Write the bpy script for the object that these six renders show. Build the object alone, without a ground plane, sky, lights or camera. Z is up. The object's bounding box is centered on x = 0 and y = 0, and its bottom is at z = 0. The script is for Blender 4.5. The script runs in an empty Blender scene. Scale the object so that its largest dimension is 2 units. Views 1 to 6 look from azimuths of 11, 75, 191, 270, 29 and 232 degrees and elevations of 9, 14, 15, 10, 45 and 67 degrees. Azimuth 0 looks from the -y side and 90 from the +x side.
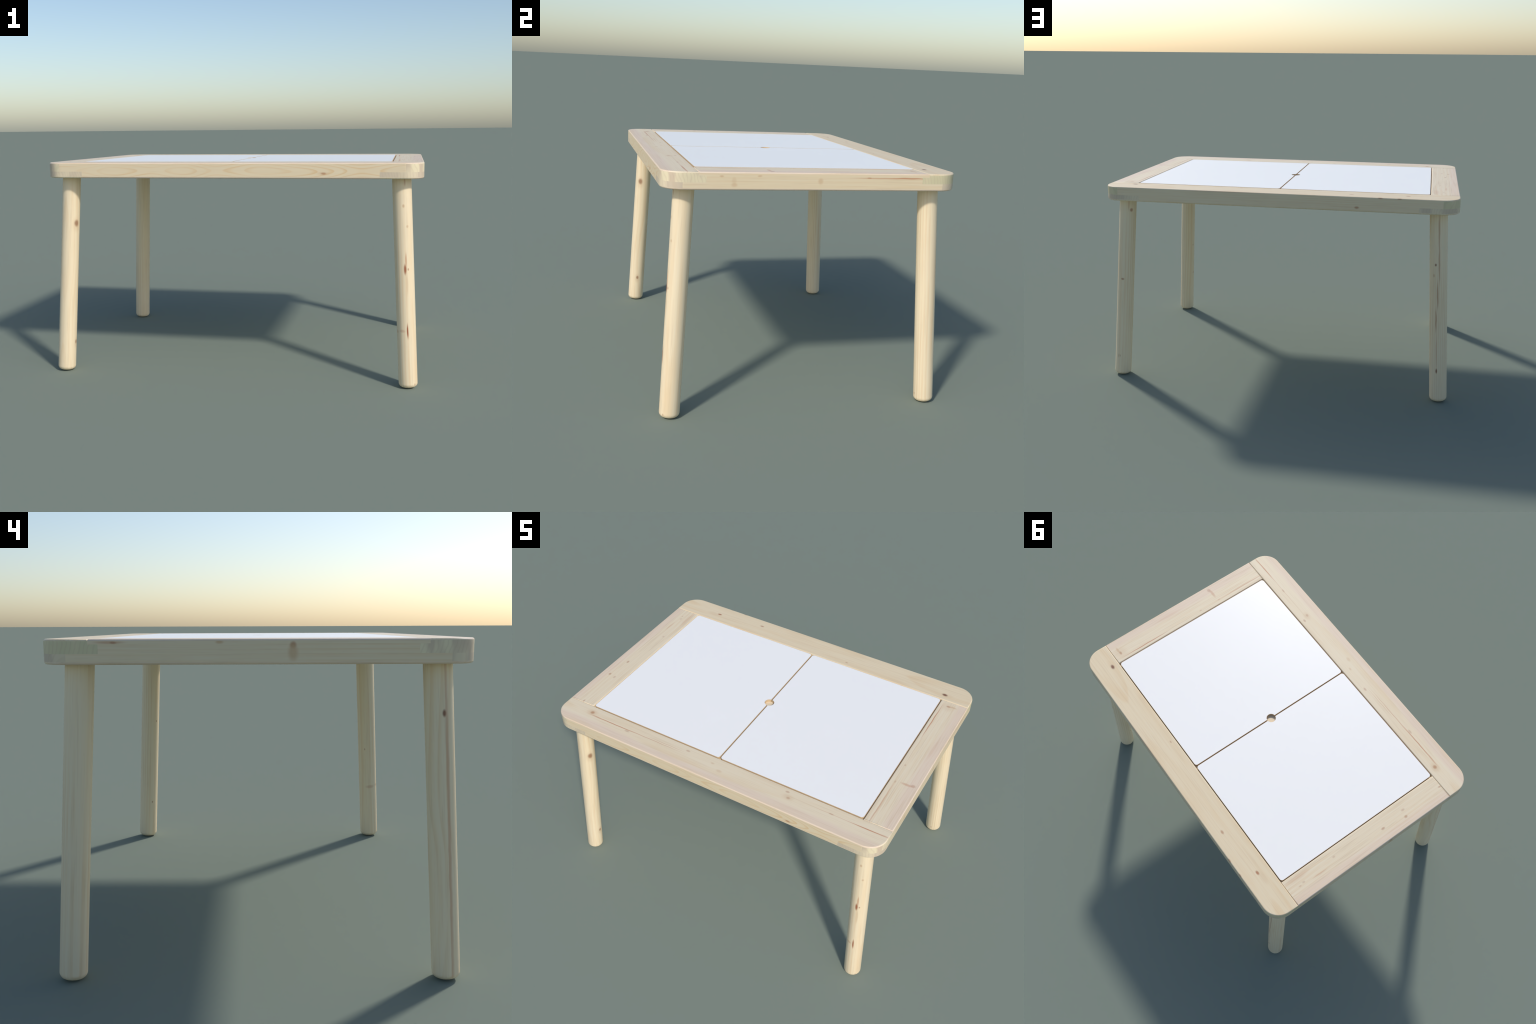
"""Low pine play table: lap-jointed frame, two white lids with a finger hole, four splayed round legs."""
import bpy, bmesh, math
from mathutils import Vector, Matrix

# ------------------------------------------------------------------ sizes (metres, scaled to a 2 m long table)
HX, HY = 1.0, 0.699            # half length, half width of the frame
Z_TOP, Z_LIP, Z_LAP, Z_BOT = 1.158, 1.1415, 1.1115, 1.0773
IN_X, IN_Y = 0.8425, 0.5385    # opening at the top of the frame
LEDGE1, LEDGE2 = 0.0325, 0.0595  # steps that carry the lids and the storage boxes
CORNER_R = 0.100
CHAMFER, ROUND = 0.0062, 0.0085
LEG_R, LEG_ROUND = 0.0482, 0.023
LEG_TOP, LEG_FOOT = (0.8889, 0.5880, 1.08), (0.9456, 0.6443, 0.0)
LID_X, LID_Y, LID_GAP, LID_TOP = 0.8388, 0.5344, 0.0028, 1.1579
HOLE_R = 0.0262


def srgb(r, g, b):
    f = lambda c: (c / 255) / 12.92 if c / 255 <= 0.04045 else ((c / 255 + 0.055) / 1.055) ** 2.4
    return (f(r), f(g), f(b), 1.0)


# ------------------------------------------------------------------ node helper
class Graph:
    def __init__(self, name):
        self.mat = bpy.data.materials.new(name)
        self.mat.use_nodes = True
        self.t = self.mat.node_tree
        self.t.nodes.clear()
        self.out = self.t.nodes.new('ShaderNodeOutputMaterial')
        self.bsdf = self.t.nodes.new('ShaderNodeBsdfPrincipled')
        self.t.links.new(self.bsdf.outputs[0], self.out.inputs[0])
        self.pos = self.t.nodes.new('ShaderNodeTexCoord').outputs['Object']

    def put(self, sock, v):
        if isinstance(v, bpy.types.NodeSocket):
            self.t.links.new(v, sock)
        else:
            sock.default_value = v

    def math(self, op, a, b=0.0, c=None, clamp=False):
        n = self.t.nodes.new('ShaderNodeMath')
        n.operation, n.use_clamp = op, clamp
        self.put(n.inputs[0], a)
        self.put(n.inputs[1], b)
        if c is not None:
            self.put(n.inputs[2], c)
        return n.outputs[0]

    def vec(self, op, a, b=(0, 0, 0)):
        n = self.t.nodes.new('ShaderNodeVectorMath')
        n.operation = op
        self.put(n.inputs[0], a)
        if op != 'LENGTH':
            self.put(n.inputs[1], b)
        return n.outputs['Value' if op == 'LENGTH' else 'Vector']

    def split(self, v):
        n = self.t.nodes.new('ShaderNodeSeparateXYZ')
        self.put(n.inputs[0], v)
        return n.outputs

    def noise(self, v, scale=1.0, detail=2.0, rough=0.5, colour=False):
        n = self.t.nodes.new('ShaderNodeTexNoise')
        self.put(n.inputs['Vector'], v)
        n.inputs['Scale'].default_value = scale
        n.inputs['Detail'].default_value = detail
        n.inputs['Roughness'].default_value = rough
        return n.outputs['Color' if colour else 'Fac']

    def smooth(self, v, lo, hi, a=0.0, b=1.0):
        n = self.t.nodes.new('ShaderNodeMapRange')
        n.interpolation_type = 'SMOOTHSTEP'
        for s, x in zip(n.inputs[:5], (v, lo, hi, a, b)):
            self.put(s, x)
        return n.outputs[0]

    def mix(self, fac, a, b):
        n = self.t.nodes.new('ShaderNodeMix')
        n.data_type = 'RGBA'
        self.put(n.inputs[0], fac)
        self.put(n.inputs[6], a)
        self.put(n.inputs[7], b)
        return n.outputs[2]


KNOT, KNOT_DARK, KNOT_SOFT, RESIN = srgb(176, 122, 88), srgb(132, 80, 56), srgb(212, 178, 138), srgb(202, 150, 114)

CREAM, YELLOW, PINK, RING = srgb(235, 218, 187), srgb(233, 214, 179), srgb(230, 206, 184), srgb(226, 196, 152)


def pine(name, along, heart, ring_freq, ring_amount, base=CREAM, ring=RING, band=None, features=(), seed=0.0,
         squash=0.5, warp_len=1.1, warp_amp=0.012, fine=0.3, swell=0.0, early=0.25):
    """Solid pine: growth rings round a wandering heart line, fine grain, a pink sapwood band, knots and resin streaks.
    along: grain axis; heart: ring centre on the two other axes; band: (axis, start, end) fading base -> pink;
    features: (centre, radii, colour, strength)."""
    g = Graph(name)
    p = g.vec('ADD', g.pos, (0, 0, 0))
    axes = [0, 1, 2]
    a, b = [i for i in axes if i != along]
    # slow wander of the grain along the board
    k = [4.5, 4.5, 4.5]
    k[along] = warp_len
    slow = g.noise(g.vec('ADD', g.vec('MULTIPLY', p, tuple(k)), (seed, seed * 1.7, seed * 0.3)), 1.0, 1.5, 0.4, True)
    wob = g.vec('MULTIPLY', g.vec('SUBTRACT', slow, (0.5, 0.5, 0.5)), (warp_amp * 8,) * 3)
    c = g.split(g.vec('ADD', p, wob))
    da, db = g.math('SUBTRACT', c[a], heart[0]), g.math('SUBTRACT', c[b], heart[1])
    da = g.math('MULTIPLY', da, squash)
    r = g.math('SQRT', g.math('ADD', g.math('MULTIPLY', da, da), g.math('MULTIPLY', db, db)))
    phase = g.math('MULTIPLY', r, ring_freq)
    if swell:      # rings bulge and shrink along the board: flat-sawn arches
        k0 = [0.6, 0.6, 0.6]
        k0[along] = 1.9
        bulge = g.noise(g.vec('ADD', g.vec('MULTIPLY', p, tuple(k0)), (seed * 3.1, seed, 0.7)), 1.0, 1.0, 0.4)
        phase = g.math('MULTIPLY_ADD', bulge, swell, phase)
    saw = g.math('FRACT', phase)
    late = g.math('MULTIPLY', g.smooth(saw, early, 0.88), g.smooth(saw, 1.0, 0.90))
    k2 = [9.0, 9.0, 9.0]
    k2[along] = 2.5
    patch = g.smooth(g.noise(g.vec('ADD', g.vec('MULTIPLY', p, tuple(k2)), (seed * 2, 3.1, seed)), 1.0, 2.0), 0.35, 0.7)
    col = base
    if band:
        ax, lo, hi = band
        w = g.math('MULTIPLY_ADD', g.noise(g.vec('MULTIPLY', p, tuple(k)), 1.6, 2.0), 0.05, -0.025)
        col = g.mix(g.math('MULTIPLY', g.smooth(g.math('ADD', g.split(p)[ax], w), lo, hi), 0.7), col, PINK)
    col = g.mix(g.math('MULTIPLY', late, g.math('MULTIPLY_ADD', patch, ring_amount, ring_amount * 0.3)), col, ring)
    # fine fibres
    k3 = [150.0] * 3
    k3[along] = 4.0
    fib = g.noise(g.vec('MULTIPLY', p, tuple(k3)), 1.0, 3.0, 0.6)
    col = g.mix(g.smooth(fib, 0.48, 0.75, 0.0, fine), col, srgb(206, 180, 146))
    col = g.mix(g.smooth(fib, 0.50, 0.25, 0.0, fine * 0.8), col, srgb(236, 226, 204))
    # knots and streaks, with slightly ragged outlines
    rag = g.vec('MULTIPLY', g.vec('SUBTRACT', g.noise(p, 16.0, 1.5, 0.5, True), (0.5, 0.5, 0.5)), (0.005,) * 3)
    q = g.vec('ADD', p, rag)
    for centre, radii, kcol, strength in features:
        d = g.vec('LENGTH', g.vec('DIVIDE', g.vec('SUBTRACT', q, centre), radii))
        col = g.mix(g.math('MULTIPLY', g.smooth(d, 1.1, 0.3), strength), col, kcol)
    g.put(g.bsdf.inputs['Base Color'], col)
    g.bsdf.inputs['Roughness'].default_value = 0.5
    g.bsdf.inputs['Specular IOR Level'].default_value = 0.4
    bump = g.t.nodes.new('ShaderNodeBump')
    bump.inputs['Strength'].default_value = 0.06
    bump.inputs['Distance'].default_value = 0.002
    g.put(bump.inputs['Height'], fib)
    g.put(g.bsdf.inputs['Normal'], bump.outputs[0])
    return g.mat


def end_grain(name, tint, stripe, across, seed):
    """Sawn end of a board: muted upright blotches and faint slanting ring marks."""
    g = Graph(name)
    k = [16.0, 16.0, 5.0]
    blot = g.noise(g.vec('ADD', g.vec('MULTIPLY', g.pos, tuple(k)), (seed, seed, seed)), 1.0, 1.5)
    col = g.mix(g.smooth(blot, 0.38, 0.60), tint, stripe)
    s = g.split(g.pos)
    line = g.math('SINE', g.math('ADD', g.math('MULTIPLY', g.math('ADD', s[across], g.math('MULTIPLY', s[2], 0.25)), 420.0),
                                 g.math('MULTIPLY', g.noise(g.pos, 20.0, 1.0), 9.0)))
    col = g.mix(g.smooth(line, 0.0, 1.0, 0.0, 0.18), col, srgb(196, 172, 142))
    g.put(g.bsdf.inputs['Base Color'], col)
    g.bsdf.inputs['Roughness'].default_value = 0.6
    g.bsdf.inputs['Specular IOR Level'].default_value = 0.3
    return g.mat


# ------------------------------------------------------------------ geometry helpers
def arc(cx, cy, r, a0, a1, n):
    return [(cx + r * math.cos(math.radians(a0 + (a1 - a0) * i / n)), cy + r * math.sin(math.radians(a0 + (a1 - a0) * i / n)))
            for i in range(n + 1)]


SLOTS = [bpy.data.materials.new('slot') for _ in range(3)]   # stand-ins that keep face slots apart until a part gets its timber


def prism(outline, z0, z1, bevels=(), slot=None):
    """Extrude an outline (counter-clockwise) and round the chosen edges.
    bevels: (test(midpoint, direction), offset, segments); slot(normal, centre) -> material index."""
    bm = bmesh.new()
    lo = [bm.verts.new((x, y, z0)) for x, y in outline]
    hi = [bm.verts.new((x, y, z1)) for x, y in outline]
    bm.faces.new(hi)
    bm.faces.new(lo[::-1])
    n = len(lo)
    for i in range(n):
        j = (i + 1) % n
        bm.faces.new((lo[i], lo[j], hi[j], hi[i]))
    bm.normal_update()
    for f in bm.faces:
        if slot:
            f.material_index = slot(f.normal, f.calc_center_median())
    for test, off, seg in bevels:
        es = [e for e in bm.edges if test((e.verts[0].co + e.verts[1].co) / 2, (e.verts[1].co - e.verts[0].co).normalized())]
        bmesh.ops.bevel(bm, geom=es, offset=off, segments=seg, profile=0.5, affect='EDGES', clamp_overlap=True)
    me = bpy.data.meshes.new('solid')
    for m in SLOTS:
        me.materials.append(m)
    bm.to_mesh(me)
    bm.free()
    return me


def unite(meshes):
    """Join stacked layers into one closed solid."""
    col = bpy.context.scene.collection
    obs = [bpy.data.objects.new('layer', m) for m in meshes]
    for o in obs:
        col.objects.link(o)
    for o in obs[1:]:
        m = obs[0].modifiers.new('union', 'BOOLEAN')
        m.operation, m.object, m.solver = 'UNION', o, 'EXACT'
    dg = bpy.context.evaluated_depsgraph_get()
    me = bpy.data.meshes.new_from_object(obs[0].evaluated_get(dg))
    for o in obs:
        bpy.data.objects.remove(o)
    return me


def add_part(name, mesh, materials, parent, loc=(0, 0, 0), rot=None):
    for i in range(3):
        mesh.materials[i] = materials[min(i, len(materials) - 1)]
    mesh.name = name
    ob = bpy.data.objects.new(name, mesh)
    bpy.context.scene.collection.objects.link(ob)
    ob.parent = parent
    ob.location = loc
    if rot:
        ob.rotation_euler = rot
    return ob


def smooth_by_angle(ob, angle=35):
    me = ob.data
    for p in me.polygons:
        p.use_smooth = True
    me.set_sharp_from_angle(angle=math.radians(angle))
    w = ob.modifiers.new('flat_faces', 'WEIGHTED_NORMAL')
    w.keep_sharp = True
    w.weight = 100


table = bpy.data.objects.new('play_table', None)
bpy.context.scene.collection.objects.link(table)
table['label'] = "low pine play table with two white lids and finger hole"
table['category'] = "table"

# ------------------------------------------------------------------ frame boards that run along x (sy: which side)
IS_TOP = lambda m, d: abs(m.z - Z_TOP) < 1e-5
N_ARC = 16


def long_board(sy):
    def plan(y_in):
        # outer side at -HY, then mirrored for the other board
        return ([(-HX, y_in)] + arc(-HX + CORNER_R, -HY + CORNER_R, CORNER_R, 180, 270, N_ARC)
                + arc(HX - CORNER_R, -HY + CORNER_R, CORNER_R, 270, 360, N_ARC) + [(HX, y_in)])

    end = lambda n, c: 0 if abs(n.z) > 0.1 or n.y > 0.5 else 1 if abs(n.x) > 0.08 else 2
    side = lambda n, c: 2 if n.y < -0.5 else 0
    upper = prism(plan(-IN_Y), Z_LIP, Z_TOP, [(IS_TOP, CHAMFER, 3)], end)
    middle = prism(plan(-IN_Y + LEDGE1), Z_LAP, Z_LIP, slot=end)
    x = IN_X - LEDGE2
    low = [(-x, -IN_Y + LEDGE2), (-x, -HY), (x, -HY), (x, -IN_Y + LEDGE2)]
    lower = prism(low, Z_BOT, Z_LAP,
                  [(lambda m, d: abs(m.z - Z_BOT) < 1e-5 and abs(d.x) > 0.9, ROUND, 4),
                   (lambda m, d: abs(m.z - Z_BOT) < 1e-5 and abs(d.y) > 0.9, 0.003, 1)], side)
    me = unite([upper, middle, lower])
    if sy > 0:
        me.transform(Matrix.Rotation(math.pi, 4, 'Z'))
    return me


def short_board(sx):
    tip = IN_X - LEDGE2

    def tongue():
        return ([(tip, HY), (tip, -HY)] + arc(HX - CORNER_R, -HY + CORNER_R, CORNER_R, 270, 360, N_ARC)
                + arc(HX - CORNER_R, HY - CORNER_R, CORNER_R, 0, 90, N_ARC))

    box = lambda x0, y: [(x0, -y), (HX, -y), (HX, y), (x0, y)]
    end = lambda n, c: 0 if abs(n.z) > 0.1 or n.x < -0.5 else 1 if abs(n.y) > 0.08 else 2
    side = lambda n, c: 2 if n.x > 0.5 else 0
    outer = lambda m, d: abs(m.z - Z_BOT) < 1e-5 and m.x > tip + 0.005
    upper = prism(box(IN_X, IN_Y), Z_LIP, Z_TOP, [(IS_TOP, CHAMFER, 3)], side)
    middle = prism(box(IN_X - LEDGE1, IN_Y - LEDGE1), Z_LAP, Z_LIP, slot=side)
    lower = prism(tongue(), Z_BOT, Z_LAP, [(outer, ROUND, 4), (lambda m, d: abs(m.z - Z_BOT) < 1e-5 and abs(m.x - tip) < 1e-4, 0.003, 1)], end)
    me = unite([upper, middle, lower])
    if sx < 0:
        me.transform(Matrix.Rotation(math.pi, 4, 'Z'))
    return me


T = Z_TOP
knot = lambda x, y, rx, ry, c=KNOT, s=0.9, z=T, rz=0.012: ((x, y, z), (rx, ry, rz), c, s if s >= 0.9 else s * 0.8)

front = pine('pine_flat_sawn', 0, (-0.58, 1.05), 62, 0.30, seed=2.3, squash=0.55, warp_amp=0.0065, warp_len=1.6,
             band=(1, -0.632, -0.668), features=[
    knot(-0.810, -0.586, 0.016, 0.014), knot(-0.812, -0.586, 0.04, 0.03, KNOT_SOFT, 0.5),
    knot(-0.765, -0.603, 0.045, 0.007, RESIN, 0.55), knot(-0.65, -0.6045, 0.19, 0.0035, RESIN, 1.0), knot(-0.42, -0.602, 0.26, 0.0032, RESIN, 0.75),
    knot(-0.55, -0.613, 0.02, 0.008, KNOT, 0.45), knot(-0.30, -0.590, 0.15, 0.003, RESIN, 0.45),
    knot(-0.173, -0.574, 0.016, 0.008, KNOT, 0.5), knot(0.050, -0.619, 0.022, 0.012, KNOT_SOFT, 0.5), knot(-0.01, -0.586, 0.014, 0.007, KNOT_SOFT, 0.6),
    knot(0.431, -0.568, 0.015, 0.009, KNOT, 0.55), knot(0.452, -0.604, 0.014, 0.010, KNOT, 0.6), knot(0.45, -0.600, 0.04, 0.025, KNOT_SOFT, 0.35),
    knot(0.72, -0.5905, 0.15, 0.0032, RESIN, 0.42), knot(0.690, -0.591, 0.018, 0.006, KNOT, 0.5), knot(0.895, -0.590, 0.13, 0.0045, RESIN, 1.0),
    knot(0.975, -0.587, 0.03, 0.005, RESIN, 0.5)])
back = pine('pine_yellow', 0, (0.66, 1.10), 58, 0.45, base=YELLOW, seed=7.9, squash=0.5, warp_amp=0.008, warp_len=1.2, features=[
    knot(0.844, 0.583, 0.020, 0.0135, srgb(112, 66, 50), 1.0), knot(0.86, 0.583, 0.045, 0.025, KNOT_SOFT, 0.2),
    knot(-0.723, 0.612, 0.017, 0.010, KNOT, 0.95), knot(-0.76, 0.600, 0.06, 0.020, KNOT_SOFT, 0.3),
    knot(-0.418, 0.636, 0.017, 0.010, KNOT, 0.8), knot(0.216, 0.569, 0.012, 0.006, KNOT, 0.6),
    knot(-0.577, 0.697, 0.018, 0.008, KNOT, 0.8), knot(-0.68, 0.698, 0.016, 0.008, KNOT, 0.8), knot(0.3, 0.698, 0.3, 0.006, RESIN, 0.35)])
right = pine('pine_straight_grain', 1, (0.78, 1.06), 70, 0.28, seed=4.4, squash=0.8, warp_amp=0.004, band=(0, 0.925, 0.965), features=[
    knot(0.900, 0.492, 0.016, 0.010, KNOT, 0.85), knot(0.925, 0.496, 0.028, 0.009, KNOT_SOFT, 0.8), knot(0.90, 0.49, 0.05, 0.05, KNOT_SOFT, 0.3),
    knot(0.8645, 0.33, 0.0042, 0.20, RESIN, 0.95), knot(0.868, 0.06, 0.003, 0.14, KNOT_SOFT, 0.5), knot(0.872, -0.08, 0.006, 0.010, KNOT, 0.4),
    knot(0.935, -0.211, 0.042, 0.011, RESIN, 0.65), knot(0.968, -0.204, 0.018, 0.014, KNOT, 0.5), knot(0.873, -0.41, 0.005, 0.23, RESIN, 0.7),
    knot(0.874, -0.22, 0.006, 0.012, KNOT, 0.35), knot(0.955, 0.11, 0.014, 0.10, RESIN, 0.18)], fine=0.45)
left = pine('pine_quarter_sawn', 1, (-0.76, 1.03), 75, 0.30, seed=9.2, squash=0.8, warp_amp=0.003, band=(0, -0.935, -0.975), features=[
    knot(-0.926, -0.107, 0.009, 0.016, KNOT, 0.7), knot(-0.945, -0.257, 0.010, 0.014, KNOT, 0.7), knot(-0.904, -0.268, 0.008, 0.015, KNOT, 0.45),
    knot(-0.919, -0.528, 0.007, 0.014, KNOT, 0.6), knot(-0.894, 0.217, 0.008, 0.012, KNOT, 0.35), knot(-0.912, 0.437, 0.007, 0.012, KNOT, 0.35),
    knot(-0.920, 0.466, 0.006, 0.011, KNOT, 0.35), knot(-0.925, 0.337, 0.006, 0.06, RESIN, 0.5), knot(-0.87, 0.45, 0.02, 0.10, RESIN, 0.3)], fine=0.45)
SIDE = srgb(232, 212, 178)
front_side = pine('pine_cathedral', 0, (-0.735, 1.117), 105, 0.5, base=SIDE, ring=srgb(222, 184, 130), early=0.5, seed=2.9, squash=0.9, warp_amp=0.003, warp_len=2.2, fine=0.2, swell=14.0,
                  features=[((0.505, -HY, 1.104), (0.017, 0.01, 0.0075), KNOT, 0.95), ((0.505, -HY, 1.104), (0.04, 0.01, 0.012), KNOT_SOFT, 0.4)])
back_side = pine('pine_even_side', 0, (0.60, 1.03), 90, 0.35, base=SIDE, seed=1.9, warp_amp=0.002, features=[
    ((-0.452, HY, 1.100), (0.016, 0.01, 0.009), KNOT, 0.7), ((-0.3, HY, 1.078), (0.7, 0.012, 0.005), RESIN, 0.35)])
right_side = pine('pine_knotty_side', 1, (0.86, 1.05), 80, 0.35, base=SIDE, seed=4.9, warp_amp=0.002, features=[
    ((1.0, -0.383, 1.101), (0.02, 0.018, 0.012), KNOT_SOFT, 0.55), ((1.0, -0.384, 1.12), (0.02, 0.014, 0.02), KNOT_SOFT, 0.35),
    ((1.0, -0.439, 1.139), (0.01, 0.012, 0.006), KNOT_SOFT, 0.7), ((1.0, -0.269, 1.141), (0.01, 0.014, 0.006), KNOT_SOFT, 0.7),
    ((1.0, 0.011, 1.121), (0.01, 0.016, 0.018), KNOT_SOFT, 0.6), ((1.0, 0.242, 1.137), (0.01, 0.014, 0.004), KNOT, 0.6),
    ((1.0, 0.33, 1.1362), (0.01, 0.20, 0.004), RESIN, 0.6), ((1.0, 0.44, 1.1365), (0.01, 0.11, 0.005), RESIN, 0.9)])
left_side = pine('pine_branch_side', 1, (-0.86, 1.05), 85, 0.35, base=SIDE, seed=6.6, warp_amp=0.002, features=[
    ((-1.0, -0.108, 1.137), (0.02, 0.013, 0.015), KNOT, 0.8), ((-1.0, -0.108, 1.115), (0.02, 0.020, 0.035), KNOT_SOFT, 0.8),
    ((-1.0, 0.47, 1.1475), (0.01, 0.06, 0.006), RESIN, 0.6), ((-1.0, 0.457, 1.147), (0.01, 0.014, 0.005), KNOT, 0.6),
    ((-1.0, 0.124, 1.147), (0.01, 0.016, 0.007), KNOT_SOFT, 0.9)])
end_pink = end_grain('end_grain_pink', srgb(234, 219, 184), srgb(212, 192, 166), 1, 3.0)
end_green = end_grain('end_grain_green', srgb(223, 209, 172), srgb(215, 204, 166), 1, 5.0)
end_grey = end_grain('end_grain_grey', srgb(228, 211, 180), srgb(211, 193, 168), 0, 8.0)

boards = []
for mesh, mats in ((long_board(-1), (front, end_pink, front_side)), (long_board(1), (back, end_green, back_side)),
                   (short_board(1), (right, end_grey, right_side)), (short_board(-1), (left, end_grey, left_side))):
    b = add_part('frame_board', mesh, mats, table)
    smooth_by_angle(b)
    boards.append(b)

# ------------------------------------------------------------------ rail under the joint of the two lids
y1, y2 = IN_Y - LEDGE1, IN_Y - LEDGE2
rail_box = lambda w, y: [(-w, -y), (w, -y), (w, y), (-w, y)]
rail = add_part('support_rail', unite([prism(rail_box(0.030, y1), Z_LAP, Z_LIP), prism(rail_box(0.056, y2), Z_BOT, Z_LAP)]),
                (pine('pine_rail', 1, (0.03, 1.04), 60, 0.45, seed=1.2, squash=0.8),), table)
smooth_by_angle(rail)

# ------------------------------------------------------------------ lids
g = Graph('white_laminate')
tone = g.noise(g.pos, 3.0, 2.0)
g.put(g.bsdf.inputs['Base Color'], g.mix(tone, srgb(253, 250, 244), srgb(255, 252, 246)))
g.bsdf.inputs['Roughness'].default_value = 0.345
g.bsdf.inputs['Specular IOR Level'].default_value = 0.6
white = g.mat
g = Graph('raw_board_edge')
g.put(g.bsdf.inputs['Base Color'], g.mix(g.noise(g.pos, 60.0, 2.0), srgb(214, 188, 150), srgb(198, 170, 132)))
g.bsdf.inputs['Roughness'].default_value = 0.7
raw_edge = g.mat

LID_R = 0.016
h = math.sqrt(HOLE_R ** 2 - LID_GAP ** 2)
a_h = math.degrees(math.atan2(h, LID_GAP))
outline = (arc(LID_X - LID_R, -LID_Y + LID_R, LID_R, 270, 360, 8) + arc(LID_X - LID_R, LID_Y - LID_R, LID_R, 0, 90, 8)
           + arc(LID_GAP + LID_R, LID_Y - LID_R, LID_R, 90, 180, 8) + arc(0, 0, HOLE_R, a_h, -a_h, 24)
           + arc(LID_GAP + LID_R, -LID_Y + LID_R, LID_R, 180, 270, 8))
lid_mesh = prism(outline, Z_LIP + 0.0002, LID_TOP, [(lambda m, d: abs(m.z - LID_TOP) < 1e-5, 0.0014, 2)],
                 lambda n, c: 0 if abs(n.z) > 0.5 else 1)
for poly in lid_mesh.polygons:      # laminate covers the top, the rounded rim and the wall stay raw
    poly.material_index = 0 if abs(poly.normal.z) > 0.95 else 1
lid = add_part('lid', lid_mesh, (white, raw_edge), table)
smooth_by_angle(lid)
lid2 = lid.copy()
lid2.rotation_euler = (0, 0, math.pi)
bpy.context.scene.collection.objects.link(lid2)

# ------------------------------------------------------------------ legs: one turned dowel, four timbers
LEN = math.dist(LEG_TOP, LEG_FOOT) + 0.006
prof = [(0.0, 0.0), (0.012, 0.0)] + [(LEG_R - LEG_ROUND + LEG_ROUND * math.sin(math.radians(t)), LEG_ROUND - LEG_ROUND * math.cos(math.radians(t)))
                                    for t in range(0, 91, 9)] + [(LEG_R, LEN * i / 12) for i in range(1, 13)] + [(0.0, LEN)]
bm = bmesh.new()
SEG = 64
rows = []
for r, z in prof:
    rows.append([bm.verts.new((0, 0, z))] if r == 0 else
                [bm.verts.new((r * math.cos(2 * math.pi * i / SEG), r * math.sin(2 * math.pi * i / SEG), z)) for i in range(SEG)])
for lo, hi in zip(rows, rows[1:]):
    for i in range(SEG):
        j = (i + 1) % SEG
        if len(lo) == 1:
            bm.faces.new((lo[0], hi[j], hi[i]))
        elif len(hi) == 1:
            bm.faces.new((lo[i], lo[j], hi[0]))
        else:
            bm.faces.new((lo[i], lo[j], hi[j], hi[i]))
leg_mesh = bpy.data.meshes.new('leg')
bm.to_mesh(leg_mesh)
bm.free()
for p in leg_mesh.polygons:
    p.use_smooth = True
leg_mesh.set_sharp_from_angle(angle=math.radians(50))


def on_leg(deg, z, w, tall, c=KNOT, s=0.9):
    a = math.radians(deg)
    return ((LEG_R * math.cos(a), LEG_R * math.sin(a), z), (w, w, tall), c, s)


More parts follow.
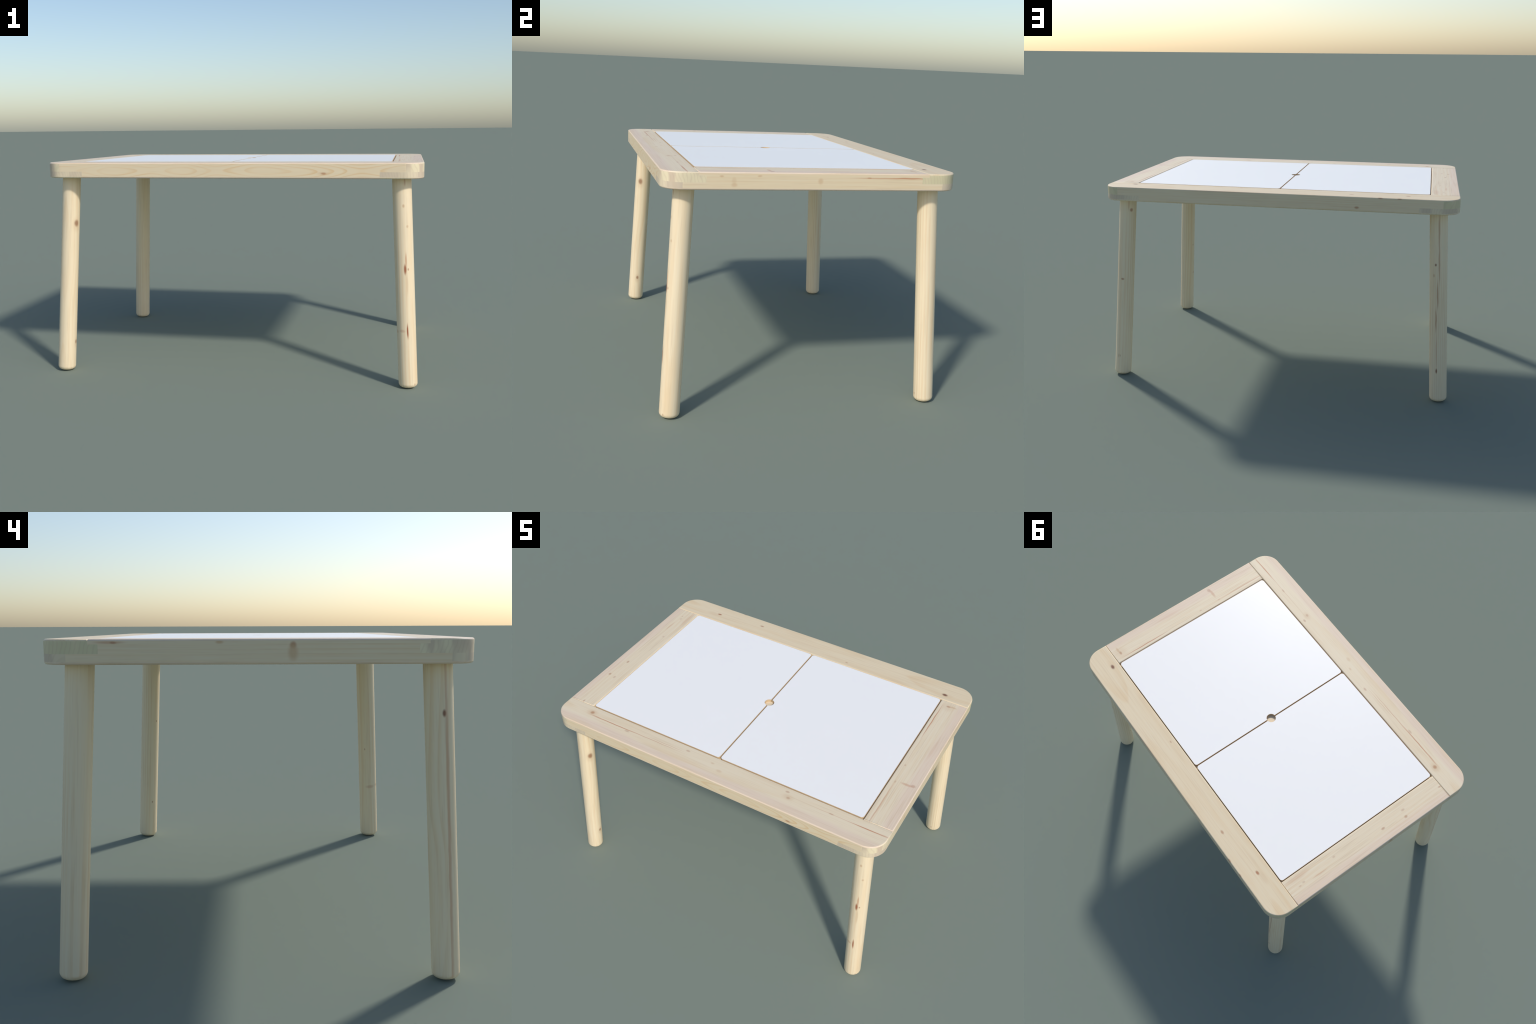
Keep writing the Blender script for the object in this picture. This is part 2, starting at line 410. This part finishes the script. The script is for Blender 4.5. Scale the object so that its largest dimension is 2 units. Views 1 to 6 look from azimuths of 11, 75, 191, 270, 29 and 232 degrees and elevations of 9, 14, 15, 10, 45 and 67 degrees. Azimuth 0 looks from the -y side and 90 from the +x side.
LEGWOOD = srgb(242, 222, 187)
timbers = {
    (-1, -1): dict(heart=(-0.005, -0.02), ring_freq=90, ring_amount=0.36, seed=3.3, warp_amp=0.0025, swell=4.0, features=[
        on_leg(-26, 0.827, 0.018, 0.024, KNOT_DARK, 0.95), on_leg(-26, 0.82, 0.03, 0.05, KNOT_SOFT, 0.35),
        on_leg(0, 0.161, 0.010, 0.015, KNOT_DARK, 0.9), on_leg(0, 0.155, 0.02, 0.04, KNOT_SOFT, 0.35),
        on_leg(-172, 0.913, 0.009, 0.016, KNOT_DARK, 0.9), on_leg(-164, 0.55, 0.006, 1.0, RESIN, 0.55), on_leg(-158, 0.5, 0.004, 1.0, RESIN, 0.3)]),
    (1, -1): dict(heart=(-0.16, 0.05), ring_freq=60, ring_amount=0.4, seed=6.1, warp_amp=0.004, features=[
        on_leg(-86, 0.618, 0.009, 0.034, srgb(164, 98, 64), 0.95), on_leg(-79, 0.665, 0.005, 0.045, RESIN, 0.75), on_leg(-68, 0.617, 0.005, 0.009, KNOT, 0.7),
        on_leg(-82, 0.300, 0.0055, 0.050, srgb(160, 92, 60), 1.0), on_leg(-76, 0.54, 0.006, 0.07, KNOT_SOFT, 0.45), on_leg(-84, 0.938, 0.008, 0.012, KNOT_SOFT, 0.8),
        on_leg(-65, 0.834, 0.008, 0.010, KNOT_SOFT, 0.7), on_leg(-72, 1.06, 0.005, 0.03, RESIN, 0.6), on_leg(-172, 0.296, 0.03, 0.012, RESIN, 0.4),
        on_leg(158, 0.514, 0.004, 0.008, KNOT, 0.6), on_leg(-45, 0.02, 0.005, 0.008, KNOT, 0.5), on_leg(-115, 0.3, 0.02, 0.010, RESIN, 0.4)]),
    (1, 1): dict(heart=(-0.12, -0.13), ring_freq=75, ring_amount=0.4, seed=8.7, warp_amp=0.003, features=[
        on_leg(135, 1.014, 0.012, 0.014, KNOT, 0.75), on_leg(115, 1.05, 0.005, 0.05, RESIN, 0.5), on_leg(86, 0.600, 0.013, 0.008, KNOT, 0.75),
        on_leg(74, 0.121, 0.004, 0.016, KNOT, 0.55), on_leg(86, 0.121, 0.004, 0.010, KNOT, 0.4), on_leg(-127, 0.678, 0.005, 0.008, KNOT, 0.7),
        on_leg(-148, 0.209, 0.005, 0.008, KNOT, 0.7), on_leg(-88, 0.041, 0.005, 0.008, KNOT, 0.6)]),
    (-1, 1): dict(heart=(0.14, 0.06), ring_freq=95, ring_amount=0.45, seed=5.5, warp_amp=0.003, features=[
        on_leg(72, 0.791, 0.007, 0.010, KNOT_DARK, 0.8), on_leg(94, 0.98, 0.006, 0.13, KNOT, 0.55), on_leg(95, 0.80, 0.006, 0.14, KNOT, 0.55),
        on_leg(85, 0.62, 0.006, 0.10, KNOT, 0.6), on_leg(75, 0.48, 0.005, 0.09, KNOT, 0.65), on_leg(79, 0.186, 0.006, 0.018, KNOT_DARK, 0.9),
        on_leg(58, 0.731, 0.008, 0.012, KNOT_SOFT, 0.7), on_leg(78, 0.30, 0.004, 0.12, RESIN, 0.5)]),
}
drop = None
for (sx, sy), wood in timbers.items():
    foot = Vector((LEG_FOOT[0] * sx, LEG_FOOT[1] * sy, 0))
    top = Vector((LEG_TOP[0] * sx, LEG_TOP[1] * sy, LEG_TOP[2]))
    z = (top - foot).normalized()
    x = (Vector((1, 0, 0)) - z * z.x).normalized()
    y = z.cross(x)
    rot = Matrix((x, y, z)).transposed()
    # the foot ends square to its axis: lift it until the rounded rim just touches the ground
    low = min((rot @ v.co).z for v in leg_mesh.vertices)
    foot -= z * (low / z.z)
    m = pine('pine_dowel', 2, wood.pop('heart'), wood.pop('ring_freq'), wood.pop('ring_amount'), base=LEGWOOD, ring=srgb(230, 196, 150),
             squash=1.0, warp_len=0.9, fine=0.28, **wood)
    leg = bpy.data.objects.new('leg', leg_mesh)
    bpy.context.scene.collection.objects.link(leg)
    if not leg_mesh.materials:
        leg_mesh.materials.append(m)
    leg.material_slots[0].link = 'OBJECT'
    leg.material_slots[0].material = m
    leg.parent = table
    leg.location = foot
    leg.rotation_euler = rot.to_euler()

for m in SLOTS:
    bpy.data.materials.remove(m)
